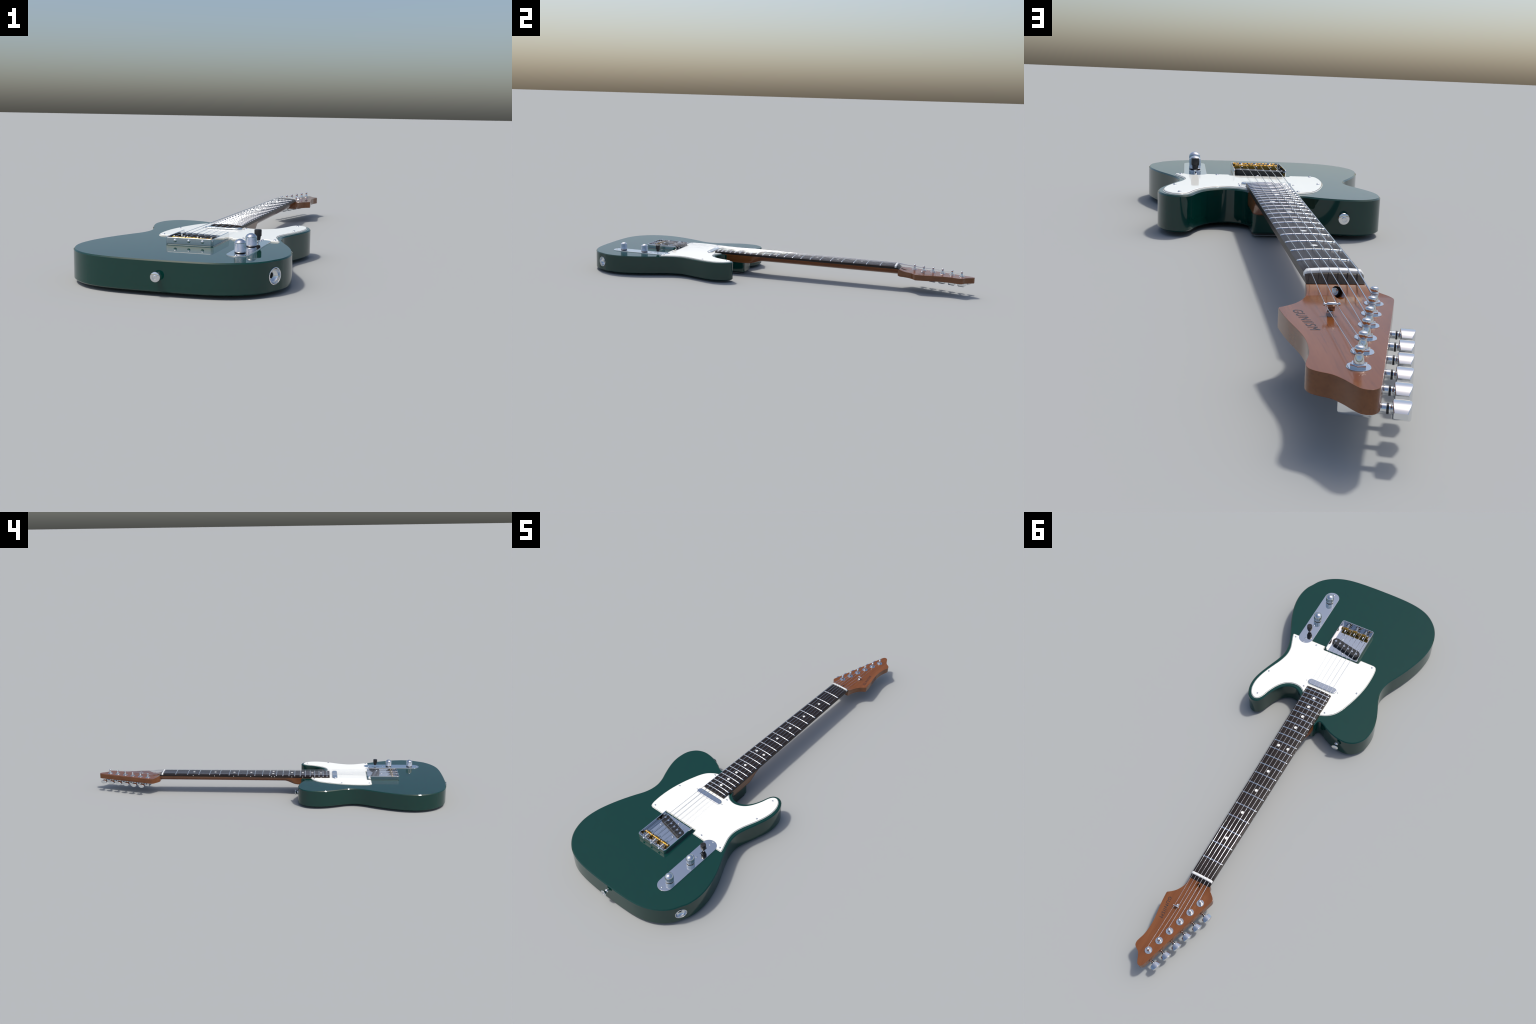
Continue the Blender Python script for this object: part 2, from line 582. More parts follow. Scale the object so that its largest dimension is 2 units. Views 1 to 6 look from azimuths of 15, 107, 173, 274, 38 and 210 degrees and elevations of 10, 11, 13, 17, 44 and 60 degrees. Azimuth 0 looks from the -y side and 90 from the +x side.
def make_bridge():
    """open tray: floor plate with a rear wall and two side walls, rounded rear corners"""
    rc = 0.0090

    def path(off):
        """plan of the wall at an inward offset, from bass front round the back to treble front"""
        x, y0, r = BX - off, BY0 + off, rc - off * 0.7
        pts = [(-x, BY1)]
        ys = [BY1 - 0.0008 * k for k in range(1, 11)] + [BY1 - 0.02]
        pts += [(-x, y) for y in ys]
        for i in range(9):
            a = pi + (pi / 2) * i / 8
            pts.append((-x + r + r * cos(a), y0 + r + r * sin(a)))
        for i in range(9):
            a = 1.5 * pi + (pi / 2) * i / 8
            pts.append((x - r + r * cos(a), y0 + r + r * sin(a)))
        pts += [(x, y) for y in ys[::-1]]
        pts.append((x, BY1))
        return pts

    def top_at(y, base):
        d = BY1 - y                       # front ends of the side walls roll down
        if d < 0.007:
            t = 1 - d / 0.007
            return base - 0.0075 * (1 - sqrt(max(0.0, 1 - t * t)))
        return base

    outer, inner = path(0), path(WALL)
    prof = []
    rb = 0.0035
    lo = [path(rb), path(rb * 0.3), path(0)]
    secs = []
    n = len(outer)
    for i in range(n):
        y = outer[i][1]
        t = top_at(y, RIM_TOP)
        o, inn = Vector(outer[i]), Vector(inner[i])
        l0, l1 = Vector(lo[0][i]), Vector(lo[1][i])
        m1, m2 = o.lerp(inn, 0.22), o.lerp(inn, 0.78)
        secs.append([(l0.x, l0.y, BODY_TOP - 0.0003), (l1.x, l1.y, BODY_TOP + rb * 0.35), (o.x, o.y, BODY_TOP + rb),
                     (o.x, o.y, t - 0.0008), (m1.x, m1.y, t), (m2.x, m2.y, t), (inn.x, inn.y, t - 0.0008),
                     (inn.x, inn.y, BRIDGE_FLOOR - 0.0008)])
    me = loft(secs, "bridge_plate", 28)
    o = add("bridge_plate", flat_first(me), mats=[CHROME])
    floor = [Vector((-BX + 0.0012, BY1)), Vector((-BX + 0.0012, BY0 + 0.008)), Vector((-BX + 0.008, BY0 + 0.0012)),
             Vector((BX - 0.008, BY0 + 0.0012)), Vector((BX - 0.0012, BY0 + 0.008)), Vector((BX - 0.0012, BY1))]
    fl = stack(floor, [(0, BODY_TOP - 0.0004, 0), (0, BRIDGE_FLOOR - 0.0005, 0), (0.0005, BRIDGE_FLOOR, 0)], "bridge_floor", 50)
    weighted_normals(add("bridge_floor", fl, o, [CHROME]))
    return o


bridge = make_bridge()
hole = revolve([(0.0029, -0.0006), (0.0029, 0.0002), (0, 0.0002)], "string_hole", 16)
hole.materials.append(VOID)
for x in STRING_X_SADDLE:
    add("string_hole", hole, bridge, loc=(x, -0.7183, BRIDGE_FLOOR))
for x in (-0.0645, -0.0215, 0.0215, 0.0645):
    add("plate_screw", plate_screw, bridge, loc=(x, -0.7060, BRIDGE_FLOOR))

SADDLES = [(0.0434, 0.1191), (0.0, 0.1201), (-0.0434, 0.1198)]      # centre x, top of barrel
SADDLE_R, SADDLE_HALF = 0.0080, 0.0206
barrel_prof = [(0.0, -SADDLE_HALF), (SADDLE_R - 0.0007, -SADDLE_HALF), (SADDLE_R, -SADDLE_HALF + 0.0007)]
for off in (0.0108, -0.0108):       # two string grooves
    for d, r in ((0.0016, 0.0), (0.0008, 0.0007), (-0.0008, 0.0007), (-0.0016, 0.0)):
        barrel_prof.append((SADDLE_R - r, -off - d if True else 0))
barrel_prof += [(SADDLE_R, SADDLE_HALF - 0.0007), (SADDLE_R - 0.0007, SADDLE_HALF), (0.0, SADDLE_HALF)]
barrel = revolve(barrel_prof, "saddle", 32, 40)
barrel.materials.append(BRASS)
grub = revolve([(0.0, -0.019), (0.0027, -0.019), (0.0027, 0.0016), (0.0021, 0.0023), (0.0013, 0.0023), (0.0011, 0.0010), (0, 0.0010)], "height_screw", 16, 40)
grub.materials.append(CHROME)
inton = revolve([(0.0, 0.0), (0.0030, 0.0), (0.0034, 0.0006), (0.0034, 0.050), (0.0, 0.050)], "intonation_screw", 20, 40)
inton.materials.append(CHROME)
head = revolve([(0.0, 0.0032), (0.0025, 0.0031), (0.0044, 0.0022), (0.0052, 0.0008), (0.0052, -0.0006), (0, -0.0006)][::-1], "screw_head", 24, 40)
head.materials.append(CHROME)
coil = []
for i in range(8 * 14 + 1):
    a = 2 * pi * i / 14
    coil.append((0.0050 * cos(a), 0.0050 * sin(a), 0.0205 * i / (8 * 14)))
spring = tube(coil, 0.0010, "spring", 6)
spring.materials.append(CHROME)
for x, top in SADDLES:
    zc = top - SADDLE_R
    s = add("saddle", barrel, matrix=axis_matrix((x, SADDLE_Y, zc), (1, 0, 0)))
    inv = s.matrix_basis.inverted()
    for dx in (-0.0166, 0.0166):
        add("height_screw", grub, s, matrix=inv @ Matrix.Translation((x + dx, SADDLE_Y, top - 0.0008)))
    add("intonation_screw", inton, s, matrix=inv @ axis_matrix((x, SADDLE_Y + 0.0180, 0.1118), (0, -1, 0)))
    add("screw_head", head, s, matrix=inv @ axis_matrix((x, BY0 - 0.0006, 0.1118), (0, -1, 0)))
    add("spring", spring, s, matrix=inv @ axis_matrix((x, SADDLE_Y - 0.0068, 0.1128), (0, -1, 0)))

# bridge pickup: slanted bobbin with straight rear edge
tilt = Vector((0.1088, -0.0249)).normalized()        # from bass pole to treble pole
side = Vector((-tilt.y, tilt.x))
pc = Vector((-0.0006, -0.5977))


def bobbin_outline():
    L = 0.0706
    shape = []
    for i in range(13):                      # treble end round
        a = -pi / 2 + pi * i / 12
        shape.append((L - 0.0150 + 0.0150 * cos(a), 0.0168 * sin(a)))
    for i in range(13):                      # bass end round
        a = pi / 2 + pi * i / 12
        shape.append((-L + 0.0150 + 0.0150 * cos(a), 0.0168 * sin(a)))
    return [pc + tilt * u + side * v for u, v in shape]


bp = stack(bobbin_outline(), [(0, BODY_TOP, 0), (0, 0.1020, 0), (0, 0.1125, 0), (0.0004, 0.1134, 0), (0.0012, 0.1139, 0)], "bridge_pickup", 35)
bpick = add("bridge_pickup", bp, mats=[BLACK])
weighted_normals(bpick)
cavity = stack(inset(ccw(bobbin_outline()), -0.0014), [(0, BODY_TOP, 0), (0, BRIDGE_FLOOR + 0.0002, 0)], "pickup_opening", 35)
add("pickup_opening", cavity, bpick, [VOID])
pole = revolve([(0.0049, -0.004), (0.0049, 0.0004), (0.0045, 0.0008), (0, 0.0008)], "pole_piece", 24)
pole.materials.append(SATIN)
for i in range(6):
    p = pc + tilt * (-0.0557 + 0.02228 * i) + side * 0.0
    add("pole_piece", pole, bpick, loc=(p.x, p.y, 0.1139))
for x, y in ((-0.0506, -0.6169), (0.0355, -0.6371), (0.0053, -0.5698)):
    add("pickup_screw", plate_screw, bpick, loc=(x, y, BRIDGE_FLOOR))

# neck pickup: chrome cover
npk = stack(stadium(0, -0.3700, 0.0668, 0.0148, 20),
            [(0, GUARD_TOP - 0.003, 0), (0, 0.1048, 0), (0.0004, 0.1062, 0), (0.0012, 0.1074, 0), (0.0026, 0.1082, 0), (0.0045, 0.1085, 0)],
            "neck_pickup", 60)
np_o = add("neck_pickup", npk, mats=[CHROME])
weighted_normals(np_o)
tiny = cross_head_screw(0.0031, 0.0020, "neck_pickup_screw")
tiny.materials.append(CHROME)
for x in (-0.0726, 0.0726):
    add("pickup_screw", tiny, np_o, loc=(x, -0.3698, GUARD_TOP))

# ------------------------------------------------------------------ neck shaft
def smooth(a, b, x):
    t = max(0.0, min(1.0, (x - a) / (b - a)))
    return t * t * (3 - 2 * t)


def neck_section(y):
    """underside of the neck: square block at the heel, slim rounded V along the shaft"""
    w = neck_half_width(y)
    heel = 1 - smooth(-0.150, -0.085, y)
    box = 1 - smooth(-0.165, -0.080, y)
    top_end = smooth(0.618, 0.650, y)
    top = BOARD_BOTTOM - 0.0002
    depth = 0.0310 + (0.0404 - 0.0310) * heel + 0.0040 * top_end
    N = 36
    pts = []
    for i in range(N + 1):
        a = pi * i / N
        c, s_ = cos(a), sin(a)
        xb = w * math.copysign(abs(c) ** 0.1, c) if abs(c) > 1e-6 else 0.0
        zb = -0.001 - (depth - 0.001) * abs(s_) ** 0.1 if abs(s_) > 1e-6 else -0.001
        xc, zc = w * c, -0.0004 - (depth - 0.0004) * (1 - abs(c) ** 2.15)
        pts.append((xc + (xb - xc) * box, y, top + zc + (zb - zc) * box))
    return [(w, y, top)] + pts + [(-w, y, top)]


ys = [HEEL_END + 0.15 * i / 6 for i in range(6)] + [-0.165 + 0.09 * i / 24 for i in range(24)] + \
     [-0.075 + 0.67 * i / 30 for i in range(30)] + [0.595 + 0.055 * i / 14 for i in range(15)]
ys = [y for y in ys if y < 0.6345]
ys.append(0.6345)
neck = add("neck", loft([neck_section(y) for y in ys], "neck", 40), mats=[MAPLE])

# ------------------------------------------------------------------ headstock
HEAD_A = [(0.0430, 0.6285), (0.0431, 0.6360), (0.0443, 0.6510), (0.0500, 0.6715), (0.0645, 0.6965), (0.0790, 0.7105), (0.0912, 0.7192)]
HEAD_B = [(0.0924, 0.7226), (0.0905, 0.7430), (0.0868, 0.7720), (0.0802, 0.8080), (0.0757, 0.8380), (0.0752, 0.8680),
          (0.0785, 0.8970), (0.0845, 0.9180), (0.0872, 0.9310), (0.0850, 0.9415), (0.0765, 0.9500), (0.0640, 0.9580),
          (0.0540, 0.9720), (0.0465, 0.9870), (0.0395, 0.9972), (0.0300, 1.0000), (0.0220, 0.9955), (0.0170, 0.9850)]
HEAD_C = [(-0.0738, 0.6850), (-0.0760, 0.6740), (-0.0718, 0.6635), (-0.0620, 0.6540), (-0.0510, 0.6440), (-0.0438, 0.6360), (-0.0430, 0.6285)]


def ramp(y):
    t = max(0.0, min(1.0, (y - 0.634) / 0.040))
    return HEAD_TOP + (BOARD_BOTTOM - 0.0002 - HEAD_TOP) * (1 - t) ** 2


def back(y):
    """underside sweeps up into the neck shaft"""
    t = max(0.0, min(1.0, (y - 0.628) / 0.018))
    return HEAD_BOTTOM + 0.0085 * (1 - sqrt(max(0, 1 - (1 - t) ** 2)))


def make_headstock():
    pts = catmull(HEAD_A, step=0.004) + catmull(HEAD_B, step=0.004) + catmull(HEAD_C, step=0.004)
    pts = ccw(pts)
    bm = bmesh.new()
    r = 0.0007
    lay = [(r, HEAD_BOTTOM), (0, HEAD_BOTTOM + r), (0, HEAD_TOP - r), (r * 0.3, HEAD_TOP - r * 0.3), (r, HEAD_TOP)]
    rings = [[bm.verts.new((p.x, p.y, z)) for p in inset(pts, d)] for d, z in lay]
    n = len(pts)
    for a, b in zip(rings, rings[1:]):
        for i in range(n):
            bm.faces.new((a[i], a[(i + 1) % n], b[(i + 1) % n], b[i]))
    bm.faces.new(rings[0][::-1])
    bm.faces.new(rings[-1])
    for y in [0.630 + 0.002 * k for k in range(6)] + [0.642 + 0.004 * k for k in range(9)]:
        bmesh.ops.bisect_plane(bm, geom=bm.verts[:] + bm.edges[:] + bm.faces[:], plane_co=(0, y, 0), plane_no=(0, 1, 0))
    for v in bm.verts:
        t = (v.co.z - HEAD_BOTTOM) / (HEAD_TOP - HEAD_BOTTOM)
        lo, hi = back(v.co.y), ramp(v.co.y)
        v.co.z += (hi - HEAD_TOP) * max(0, t) + (lo - HEAD_BOTTOM) * (1 - min(1, t))
    o = add("headstock", finish(bm, "headstock", 40), mats=[MAPLE])
    # truss rod adjustment hole, drilled along the neck into the ramp
    cut(o, truss_bore(), TRUSS)
    weighted_normals(o)
    return o


TRUSS = axis_matrix((-0.0005, 0.6190, 0.0857), (0, 1, 0.22))


def truss_bore():
    return revolve([(0.0084, 0.0), (0.0084, 0.080)], "bore", 32)


headstock = make_headstock()
cut(neck, truss_bore(), TRUSS)
hexnut = revolve([(0.0, -0.004), (0.0062, -0.004), (0.0064, 0.0080), (0.0056, 0.0092), (0.0046, 0.0092), (0.0044, 0.0070), (0, 0.0070)],
                 "truss_rod_nut", 32, 40)
tn = add("truss_rod_nut", hexnut, matrix=axis_matrix((0.0002, 0.6225, 0.0865), (0, 1, 0.22)), mats=[CHROME])
hx = revolve([(0.0036, 0.0), (0.0036, 0.0078), (0, 0.0078)], "truss_rod_hex", 6, 20)
add("truss_rod_hex", hx, tn, [SATIN])
hollow = revolve([(0.0083, 0.0), (0.0083, 0.0004), (0, 0.0004)], "truss_rod_recess", 24)
add("truss_rod_recess", hollow, tn, [VOID], loc=(-0.0007, 0, -0.0034))

# ------------------------------------------------------------------ fretboard
def board_z(x):
    return BOARD_CROWN - (BOARD_RADIUS - sqrt(BOARD_RADIUS ** 2 - x * x))


def board_section(y, crown_drop=0.0):
    w = neck_half_width(y)
    pts = []
    N = 16
    for i in range(N + 1):
        x = w * (1 - 2 * i / N)
        z = board_z(x) - crown_drop
        if i in (0, N):
            z -= 0.0006
        pts.append((x, y, max(z, BOARD_BOTTOM + 0.0003)))
    return [(w, y, BOARD_BOTTOM)] + pts + [(-w, y, BOARD_BOTTOM)]


rows = [(-0.3402, 0.0006), (-0.3396, 0.0)] + [(-0.3396 + (0.6205 + 0.3396) * k / 16, 0.0) for k in range(1, 17)]
rows += [(0.6222, 0.0010), (0.6240, 0.0026), (0.6345, 0.0140)]
fretboard = add("fretboard", loft([board_section(y, d) for y, d in rows], "fretboard", 35), mats=[ROSEWOOD])

FRETS = [NUT_Y - SCALE_LENGTH * (1 - 2 ** (-k / 12)) for k in range(0, 23)]


def make_fret(y):
    w = neck_half_width(y) - 0.0006
    half, h = 0.0024, 0.0023
    prof = [(half * cos(pi * k / 8), h * sin(pi * k / 8)) for k in range(9)]
    secs = []
    N = 18
    for i in range(N + 1):
        x = w * (1 - 2 * i / N)
        secs.append([(x, y + a, board_z(x) - 0.0004 + b) for a, b in prof])
    # bevelled ends lean inwards
    for sec, s in ((secs[0], 1), (secs[-1], -1)):
        for j, (a, b) in enumerate(prof):
            x, yy, z = sec[j]
            sec[j] = (x - s * b * 0.8, yy, z)
    return loft(secs, "fret", 50)


for k in range(1, 23):
    add("fret", make_fret(FRETS[k]), fretboard, [SATIN])


def dot_mesh(x0):
    """flush inlay that follows the crown of the board"""
    bm = bmesh.new()
    r, seg = 0.0061, 28
    ring1, ring0 = [], []
    for i in range(seg):
        a = 2 * pi * i / seg
        x, y = x0 + r * cos(a), r * sin(a)
        ring1.append(bm.verts.new((x, y, board_z(x) + 0.00025)))
        ring0.append(bm.verts.new((x, y, board_z(x) - 0.0012)))
    c = bm.verts.new((x0, 0, board_z(x0) + 0.00025))
    for i in range(seg):
        j = (i + 1) % seg
        bm.faces.new((ring0[i], ring0[j], ring1[j], ring1[i]))
        bm.faces.new((ring1[i], ring1[j], c))
    bm.faces.new(ring0[::-1])
    return finish(bm, "inlay_dot", 40)


dot_c, dot_r, dot_l = dot_mesh(0.0), dot_mesh(0.0213), dot_mesh(-0.0213)
for d in (dot_c, dot_r, dot_l):
    d.materials.append(PEARL)
side_dot = revolve([(0.0021, -0.001), (0.0021, 0.0002), (0, 0.0002)], "side_dot", 16)
side_dot.materials.append(PEARL)
for k in (3, 5, 7, 9, 12, 15, 17, 19, 21):
    y = (FRETS[k] + FRETS[k - 1]) / 2
    if k == 12:
        add("inlay_dot", dot_r, fretboard, loc=(0, y, 0))
        add("inlay_dot", dot_l, fretboard, loc=(0, y, 0))
    else:
        add("inlay_dot", dot_c, fretboard, loc=(0, y, 0))
    for yy in ((y - 0.008, y + 0.008) if k == 12 else (y,)):
        add("side_dot", side_dot, fretboard, matrix=axis_matrix((-neck_half_width(yy), yy, 0.1058), (-1, 0, 0)))

# nut
secs = []
N = 24
hw = 0.0438
for i in range(N + 1):
    u = 1 - 2 * i / N
    x = hw * u
    e = max(0.0, (abs(x) - (hw - 0.0045)) / 0.0045)
    top = 0.1195 - (BOARD_RADIUS - sqrt(BOARD_RADIUS ** 2 - x * x)) - 0.0042 * (1 - sqrt(max(0, 1 - e * e)))
    y0, y1 = NUT_Y - 0.0002, NUT_Y + 0.0092
    z0 = 0.1078
    secs.append([(x, y0, z0), (x, y0, top - 0.0010), (x, y0 + 0.0012, top), (x, y1 - 0.0035, top - 0.0004), (x, y1 - 0.001, top - 0.0016), (x, y1, top - 0.0035), (x, y1, z0)])
add("nut", flat_first(loft(secs, "nut", 50)), mats=[BONE])

# ------------------------------------------------------------------ tuners
POST0, POST5 = Vector((-0.0410, 0.7008)), Vector((0.0312, 0.9378))
LINE = (POST5 - POST0).normalized()
OUT = Vector((-LINE.y, LINE.x))
POSTS = [POST0.lerp(POST5, i / 5) for i in range(6)]

post = revolve([(0.0062, 0.0), (0.0062, 0.0050), (0.0059, 0.0072), (0.0052, 0.0105), (0.0042, 0.0136), (0.0037, 0.0150), (0.0038, 0.0162),
                (0.0046, 0.0178), (0.0054, 0.0196), (0.0058, 0.0212), (0.0055, 0.0226), (0.0044, 0.0237), (0.0024, 0.0244), (0, 0.0246)],
               "tuning_post", 32, 40)
post.materials.append(CHROME)
wash = revolve([(0.0136, -0.0004), (0.0137, 0.0004), (0.0132, 0.0010), (0, 0.0012)], "tuner_washer", 36, 40)
wash.materials.append(CHROME)
hexm = revolve([(0.0098, 0.0010), (0.0098, 0.0040), (0.0091, 0.0046), (0, 0.0046)], "tuner_hex_nut", 6, 20)
hexm.materials.append(CHROME)
# gear housing on the back, local frame: x = away from the head (OUT), y = along the row, z = up
house = block(0.0385, 0.0330, 0.0215, "tuning_machine", 0.0045, (0.0003, 0.0045, HEAD_BOTTOM - 0.0104))
house.materials.append(CHROME)
WORM_Z = 0.0545
stem = revolve([(0, -0.012), (0.0054, -0.012), (0.0054, 0.0325 - 0.0195), (0, 0.0325 - 0.0195)], "tuner_stem", 24, 40)
stem.materials.append(CHROME)
collar = revolve([(0, 0), (0.0060, 0), (0.0060, 0.0026), (0, 0.0026)], "tuner_collar", 24, 40)
collar.materials.append(BLACK_GLOSS)
neckb = revolve([(0.0053, 0.0), (0.0053, 0.0012), (0.0046, 0.0026), (0.0044, 0.0050), (0, 0.0050)], "tuner_button_neck", 20, 40)
neckb.materials.append(CHROME)


def button_mesh():
    """flattened tulip key: long along the row, thick in the middle, square ends"""
    secs = []
    hl = 0.0174
    N = 12
    for i in range(N + 1):
        l = -hl + 2 * hl * i / N
        u = abs(l / hl)
        hz = 0.0032 + 0.0064 * (1 - u ** 2.2)
        q0 = 0.0385 + 0.0022 * u ** 1.6
        q1 = 0.0594 - 0.0038 * u ** 1.6
        r = 0.0011
        s = []
        for (cq, cz, a0) in ((q1 - r, hz - r, 0), (q0 + r, hz - r, pi / 2), (q0 + r, -hz + r, pi), (q1 - r, -hz + r, 1.5 * pi)):
            for k in range(4):
                a = a0 + (pi / 2) * k / 3
                s.append((cq + r * cos(a), l, cz + r * sin(a)))
        secs.append(s)
    return loft(secs, "tuning_button", 40)


button = flat_first(button_mesh())
button.materials.append(CHROME)
rot = Matrix(((OUT.x, LINE.x, 0), (OUT.y, LINE.y, 0), (0, 0, 1))).to_4x4()
LOCAL_OUT = axis_matrix((0, 0, 0), (1, 0, 0))
for i, p in enumerate(POSTS):
    m = rot.copy()
    m.translation = Vector((p.x, p.y, 0))
    t = add("tuning_machine", house, matrix=m)
    add("tuner_washer", wash, t, loc=(0, 0, HEAD_TOP))
    h = add("tuner_hex_nut", hexm, t, loc=(0, 0, HEAD_TOP))
    h.rotation_euler.z = radians(20 + 3 * i)
    add("tuning_post", post, t, loc=(0, 0, HEAD_TOP))
    off = 0.0158
    for name, me, q in (("tuner_stem", stem, 0.0195), ("tuner_collar", collar, 0.0328), ("tuner_button_neck", neckb, 0.0352)):
        mm = axis_matrix((q, off, WORM_Z), (1, 0, 0))
        add(name, me, t, matrix=mm)
    b = add("tuning_button", button, t, loc=(0, off, WORM_Z))

# string tree
tree_c = Vector((0.0276, 0.7551, 0.1062))
bar = revolve([(0, -0.0112), (0.0016, -0.0112), (0.0022, -0.0104), (0.0021, -0.0092), (0.0013, -0.0082), (0.0013, -0.0070), (0.0022, -0.0056),
               (0.0026, -0.0046), (0.0026, 0.0046), (0.0022, 0.0056), (0.0013, 0.0070), (0.0013, 0.0082), (0.0021, 0.0092), (0.0022, 0.0104),
               (0.0016, 0.0112), (0, 0.0112)], "string_tree", 20, 40)
tree = add("string_tree", bar, matrix=axis_matrix(tree_c, (1, 0.03, 0)), mats=[CHROME])
tinv = tree.matrix_basis.inverted()
ty = tree_c.y - 0.0096                                  # screwed foot towards the nut
foot = stack(stadium(tree_c.x, ty, 0.0050, 0.0052, 12), [(0, HEAD_TOP - 0.0003, 0), (0, HEAD_TOP + 0.0030, 0), (0.0006, HEAD_TOP + 0.0036, 0)], "string_tree_foot", 35)
add("string_tree_foot", foot, tree, [CHROME], matrix=tinv)
arm_line = [(ty, HEAD_TOP + 0.0028), (ty + 0.0035, HEAD_TOP + 0.0036), (ty + 0.0060, HEAD_TOP + 0.0062), (ty + 0.0078, HEAD_TOP + 0.0105),
            (ty + 0.0092, HEAD_TOP + 0.0148)]
arm = loft([[(tree_c.x - 0.0046, y - 0.0007, z + 0.0006), (tree_c.x + 0.0046, y - 0.0007, z + 0.0006),
             (tree_c.x + 0.0046, y + 0.0007, z - 0.0006), (tree_c.x - 0.0046, y + 0.0007, z - 0.0006)] for y, z in arm_line], "string_tree_arm", 50)
add("string_tree_arm", arm, tree, [CHROME], matrix=tinv)
tscrew = cross_head_screw(0.0046, 0.0036, "string_tree_screw")
tscrew.materials.append(CHROME)
add("string_tree_screw", tscrew, tree, matrix=tinv @ Matrix.Translation((tree_c.x, ty, HEAD_TOP + 0.0036)))

# ------------------------------------------------------------------ strings
for i in range(6):
    r = STRING_R[i]
    xs, xn = STRING_X_SADDLE[i], STRING_X_NUT[i]
    top = SADDLES[i // 2][1] - 0.0006 + r
    path = [(xs, -0.7183, 0.0996), (xs, -0.7080, 0.1085), (xs, SADDLE_Y - 0.0060, top - 0.0026), (xs, SADDLE_Y - 0.0025, top - 0.0004),
            (xs, SADDLE_Y, top)]
    zn = 0.1190 - (BOARD_RADIUS - sqrt(BOARD_RADIUS ** 2 - xn * xn)) + r * 0.2
    path += [(xs + (xn - xs) * k / 8, SADDLE_Y + (NUT_Y - SADDLE_Y) * k / 8, top + (zn - top) * k / 8) for k in range(1, 8)]
    path += [(xn, NUT_Y, zn), (xn, NUT_Y + 0.0050, zn - 0.0003)]
    p = POSTS[5 - i]
    if i < 2:
        tx = tree_c.x + (0.0076 if i == 0 else -0.0076)
        path.append((tx, tree_c.y, tree_c.z - 0.0020 - r))
    zp = HEAD_TOP + 0.0150
    rp = 0.0039
    end = Vector((p.x + rp + r, p.y, zp + 0.001))
    path.append(tuple(end))
    turns = 1.2 if i < 2 else 2.1
    for k in range(1, int(14 * turns)):
        a = 2 * pi * k / 14
        path.append((p.x + (rp + r) * cos(a), p.y + (rp + r) * sin(a), zp + 0.001 - k * 2.0 * r / 14))
    add("string", tube(path, r, "string", 8), mats=[STRING_STEEL])

# ------------------------------------------------------------------ headstock lettering
cu = bpy.data.curves.new("headstock_lettering", "FONT")
cu.body = "GUNIISM"
cu.size = 0.0178
cu.space_character = 1.12
cu.shear = 0.12
cu.align_x, cu.align_y = "CENTER", "CENTER"
cu.extrude = 0.00006
tmp = bpy.data.objects.new("tmp_text", cu)
bpy.context.scene.collection.objects.link(tmp)
bpy.context.view_layer.update()
tme = bpy.data.meshes.new_from_object(tmp.evaluated_get(bpy.context.evaluated_depsgraph_get()))
bpy.data.objects.remove(tmp)
xs_ = [v.co.x for v in tme.vertices]
ys_ = [v.co.y for v in tme.vertices]
kx, ky = 0.0850 / (max(xs_) - min(xs_)), 0.0128 / (max(ys_) - min(ys_))
mx_, my_ = (max(xs_) + min(xs_)) / 2, (max(ys_) + min(ys_)) / 2
for v in tme.vertices:
    v.co.x = (v.co.x - mx_) * kx
    v.co.y = (v.co.y - my_) * ky
along = Vector((-0.0104, 0.0738)).normalized()
perp = Vector((-along.y, along.x))
lm = Matrix(((along.x, perp.x, 0), (along.y, perp.y, 0), (0, 0, 1))).to_4x4()
lm.translation = Vector((0.0634, 0.7730, HEAD_TOP + 0.00012))
tme.name = "headstock_lettering"
tme.materials.clear()
add("headstock_lettering", tme, mats=[INK], matrix=lm)

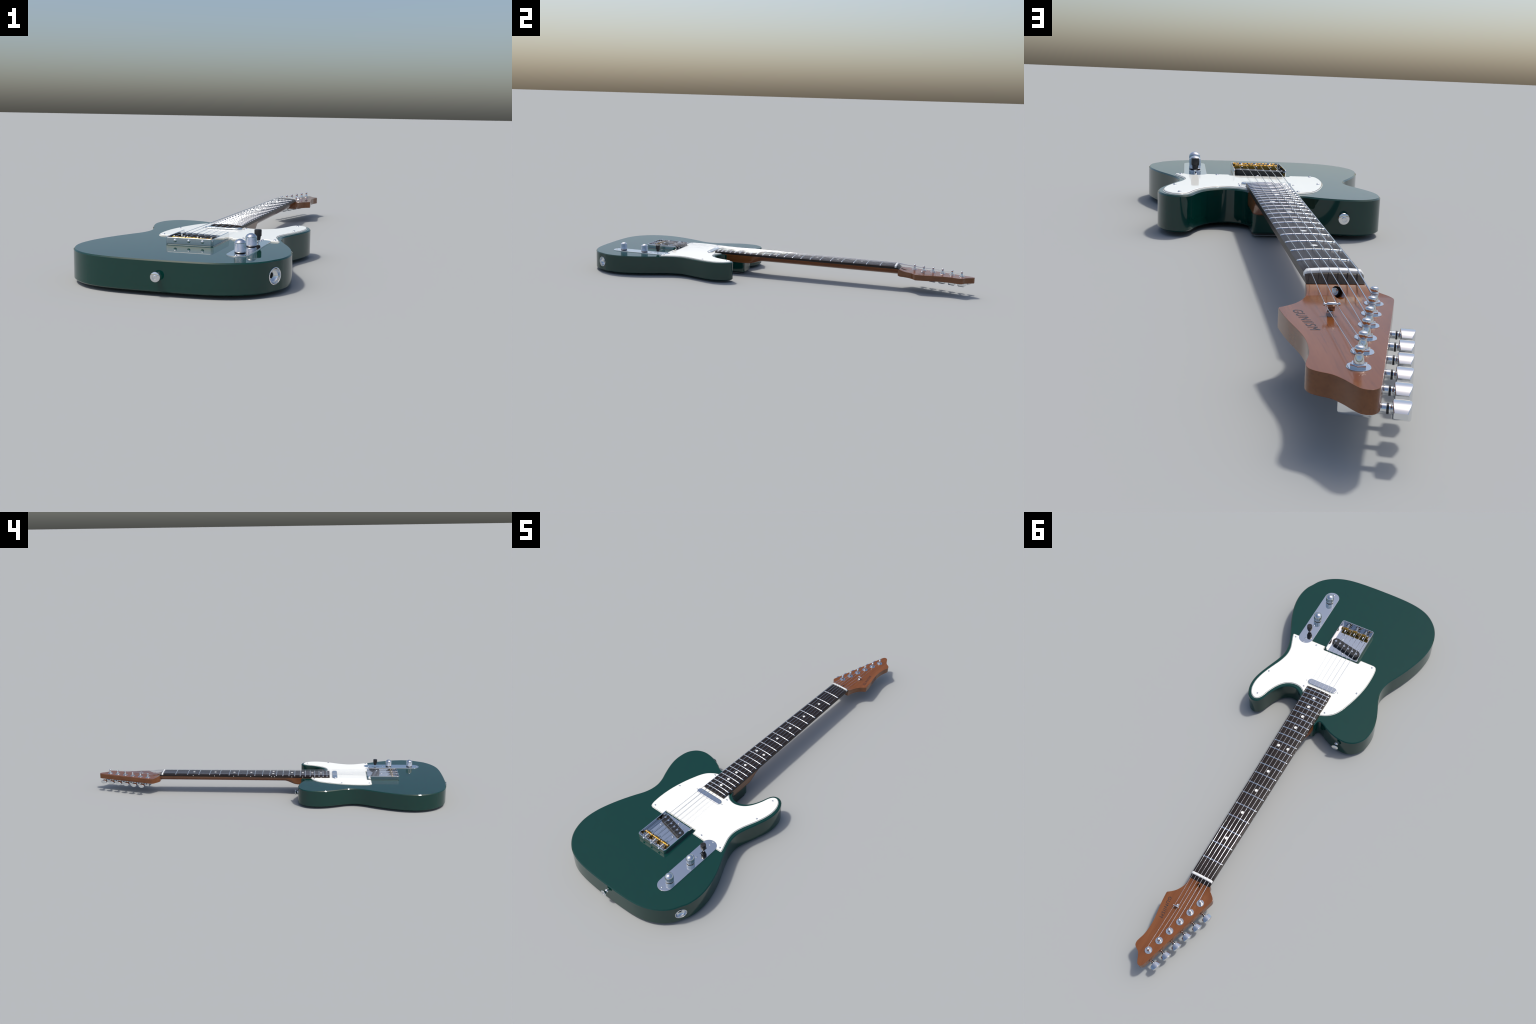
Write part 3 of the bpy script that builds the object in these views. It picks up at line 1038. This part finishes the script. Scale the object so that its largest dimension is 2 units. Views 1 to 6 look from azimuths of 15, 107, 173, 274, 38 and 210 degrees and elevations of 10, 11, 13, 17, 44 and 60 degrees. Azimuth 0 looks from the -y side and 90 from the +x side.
# ------------------------------------------------------------------ strap buttons, jack, back hardware
sb = revolve([(0, -0.002), (0.0088, -0.002), (0.0088, 0.0008), (0.0074, 0.0025), (0.0060, 0.0055), (0.0058, 0.0085), (0.0072, 0.0120), (0.0110, 0.0152),
              (0.0140, 0.0166), (0.0143, 0.0178), (0.0136, 0.0190), (0.0105, 0.0199), (0.0078, 0.0202), (0.0076, 0.0192), (0, 0.0192)], "strap_button", 36, 40)
sb.materials.append(CHROME)
sscrew = cross_head_screw(0.0066, 0.0022, "strap_screw")
sscrew.materials.append(CHROME)
for pos, d in (((0.0, -0.9797, 0.0538), (0, -1, 0)), ((-0.1685, -0.1680, 0.0538), (-0.10, 1, 0))):
    s = add("strap_button", sb, matrix=axis_matrix(pos, d))
    add("strap_screw", sscrew, s, loc=(0, 0, 0.0183))

jack = revolve([(0.0210, -0.004), (0.0246, 0.0), (0.0250, 0.0022), (0.0246, 0.0036), (0.0234, 0.0042), (0.0222, 0.0040), (0.0217, 0.0030), (0.0214, 0.0),
                (0.0205, -0.0030), (0.0186, -0.0065), (0.0155, -0.0095), (0.0115, -0.0115), (0.0105, -0.0105), (0.0085, -0.0103), (0.0078, -0.0115), (0.0076, -0.03)],
               "output_jack", 56, 30, capped=False)
jk = add("output_jack", jack, matrix=JACK_MATRIX, mats=[CHROME])
jh = revolve([(0.0077, -0.024), (0.0077, -0.0125), (0, -0.0125)], "jack_hole", 28)
add("jack_hole", jh, jk, [VOID])

plate_out = []
for cx, cy, a0 in ((0.0380, -0.1960, 0), (-0.0380, -0.1960, pi / 2), (-0.0380, -0.2830, pi), (0.0380, -0.2830, 1.5 * pi)):
    for k in range(7):
        a = a0 + (pi / 2) * k / 6
        plate_out.append(Vector((cx + 0.0110 * cos(a), cy + 0.0110 * sin(a))))
gasket = add("neck_plate_gasket", stack(plate_out, [(-0.001, 0.0036, 0), (-0.001, 0.0088, 0)], "neck_plate_gasket"), mats=[BLACK])
nplate = add("neck_plate", stack(plate_out, [(0.0030, 0.0012, 0), (0.0016, 0.0022, 0), (0.0016, 0.0038, 0)], "neck_plate"), mats=[CHROME])
big = cross_head_screw(0.0070, 0.0018, "neck_plate_screw")
big.materials.append(CHROME)
for x in (-0.0365, 0.0365):
    for y in (-0.1975, -0.2815):
        add("neck_plate_screw", big, nplate, matrix=axis_matrix((x, y, 0.0018), (0, 0, -1)))
ferrule = revolve([(0.0078, -0.001), (0.0078, 0.0008), (0.0070, 0.0014), (0.0040, 0.0014), (0.0036, 0.0002), (0, 0.0002)], "string_ferrule", 28, 40)
ferrule.materials.append(CHROME)
for x in STRING_X_SADDLE:
    add("string_ferrule", ferrule, matrix=axis_matrix((x, -0.7183, BODY_BOTTOM), (0, 0, -1)))
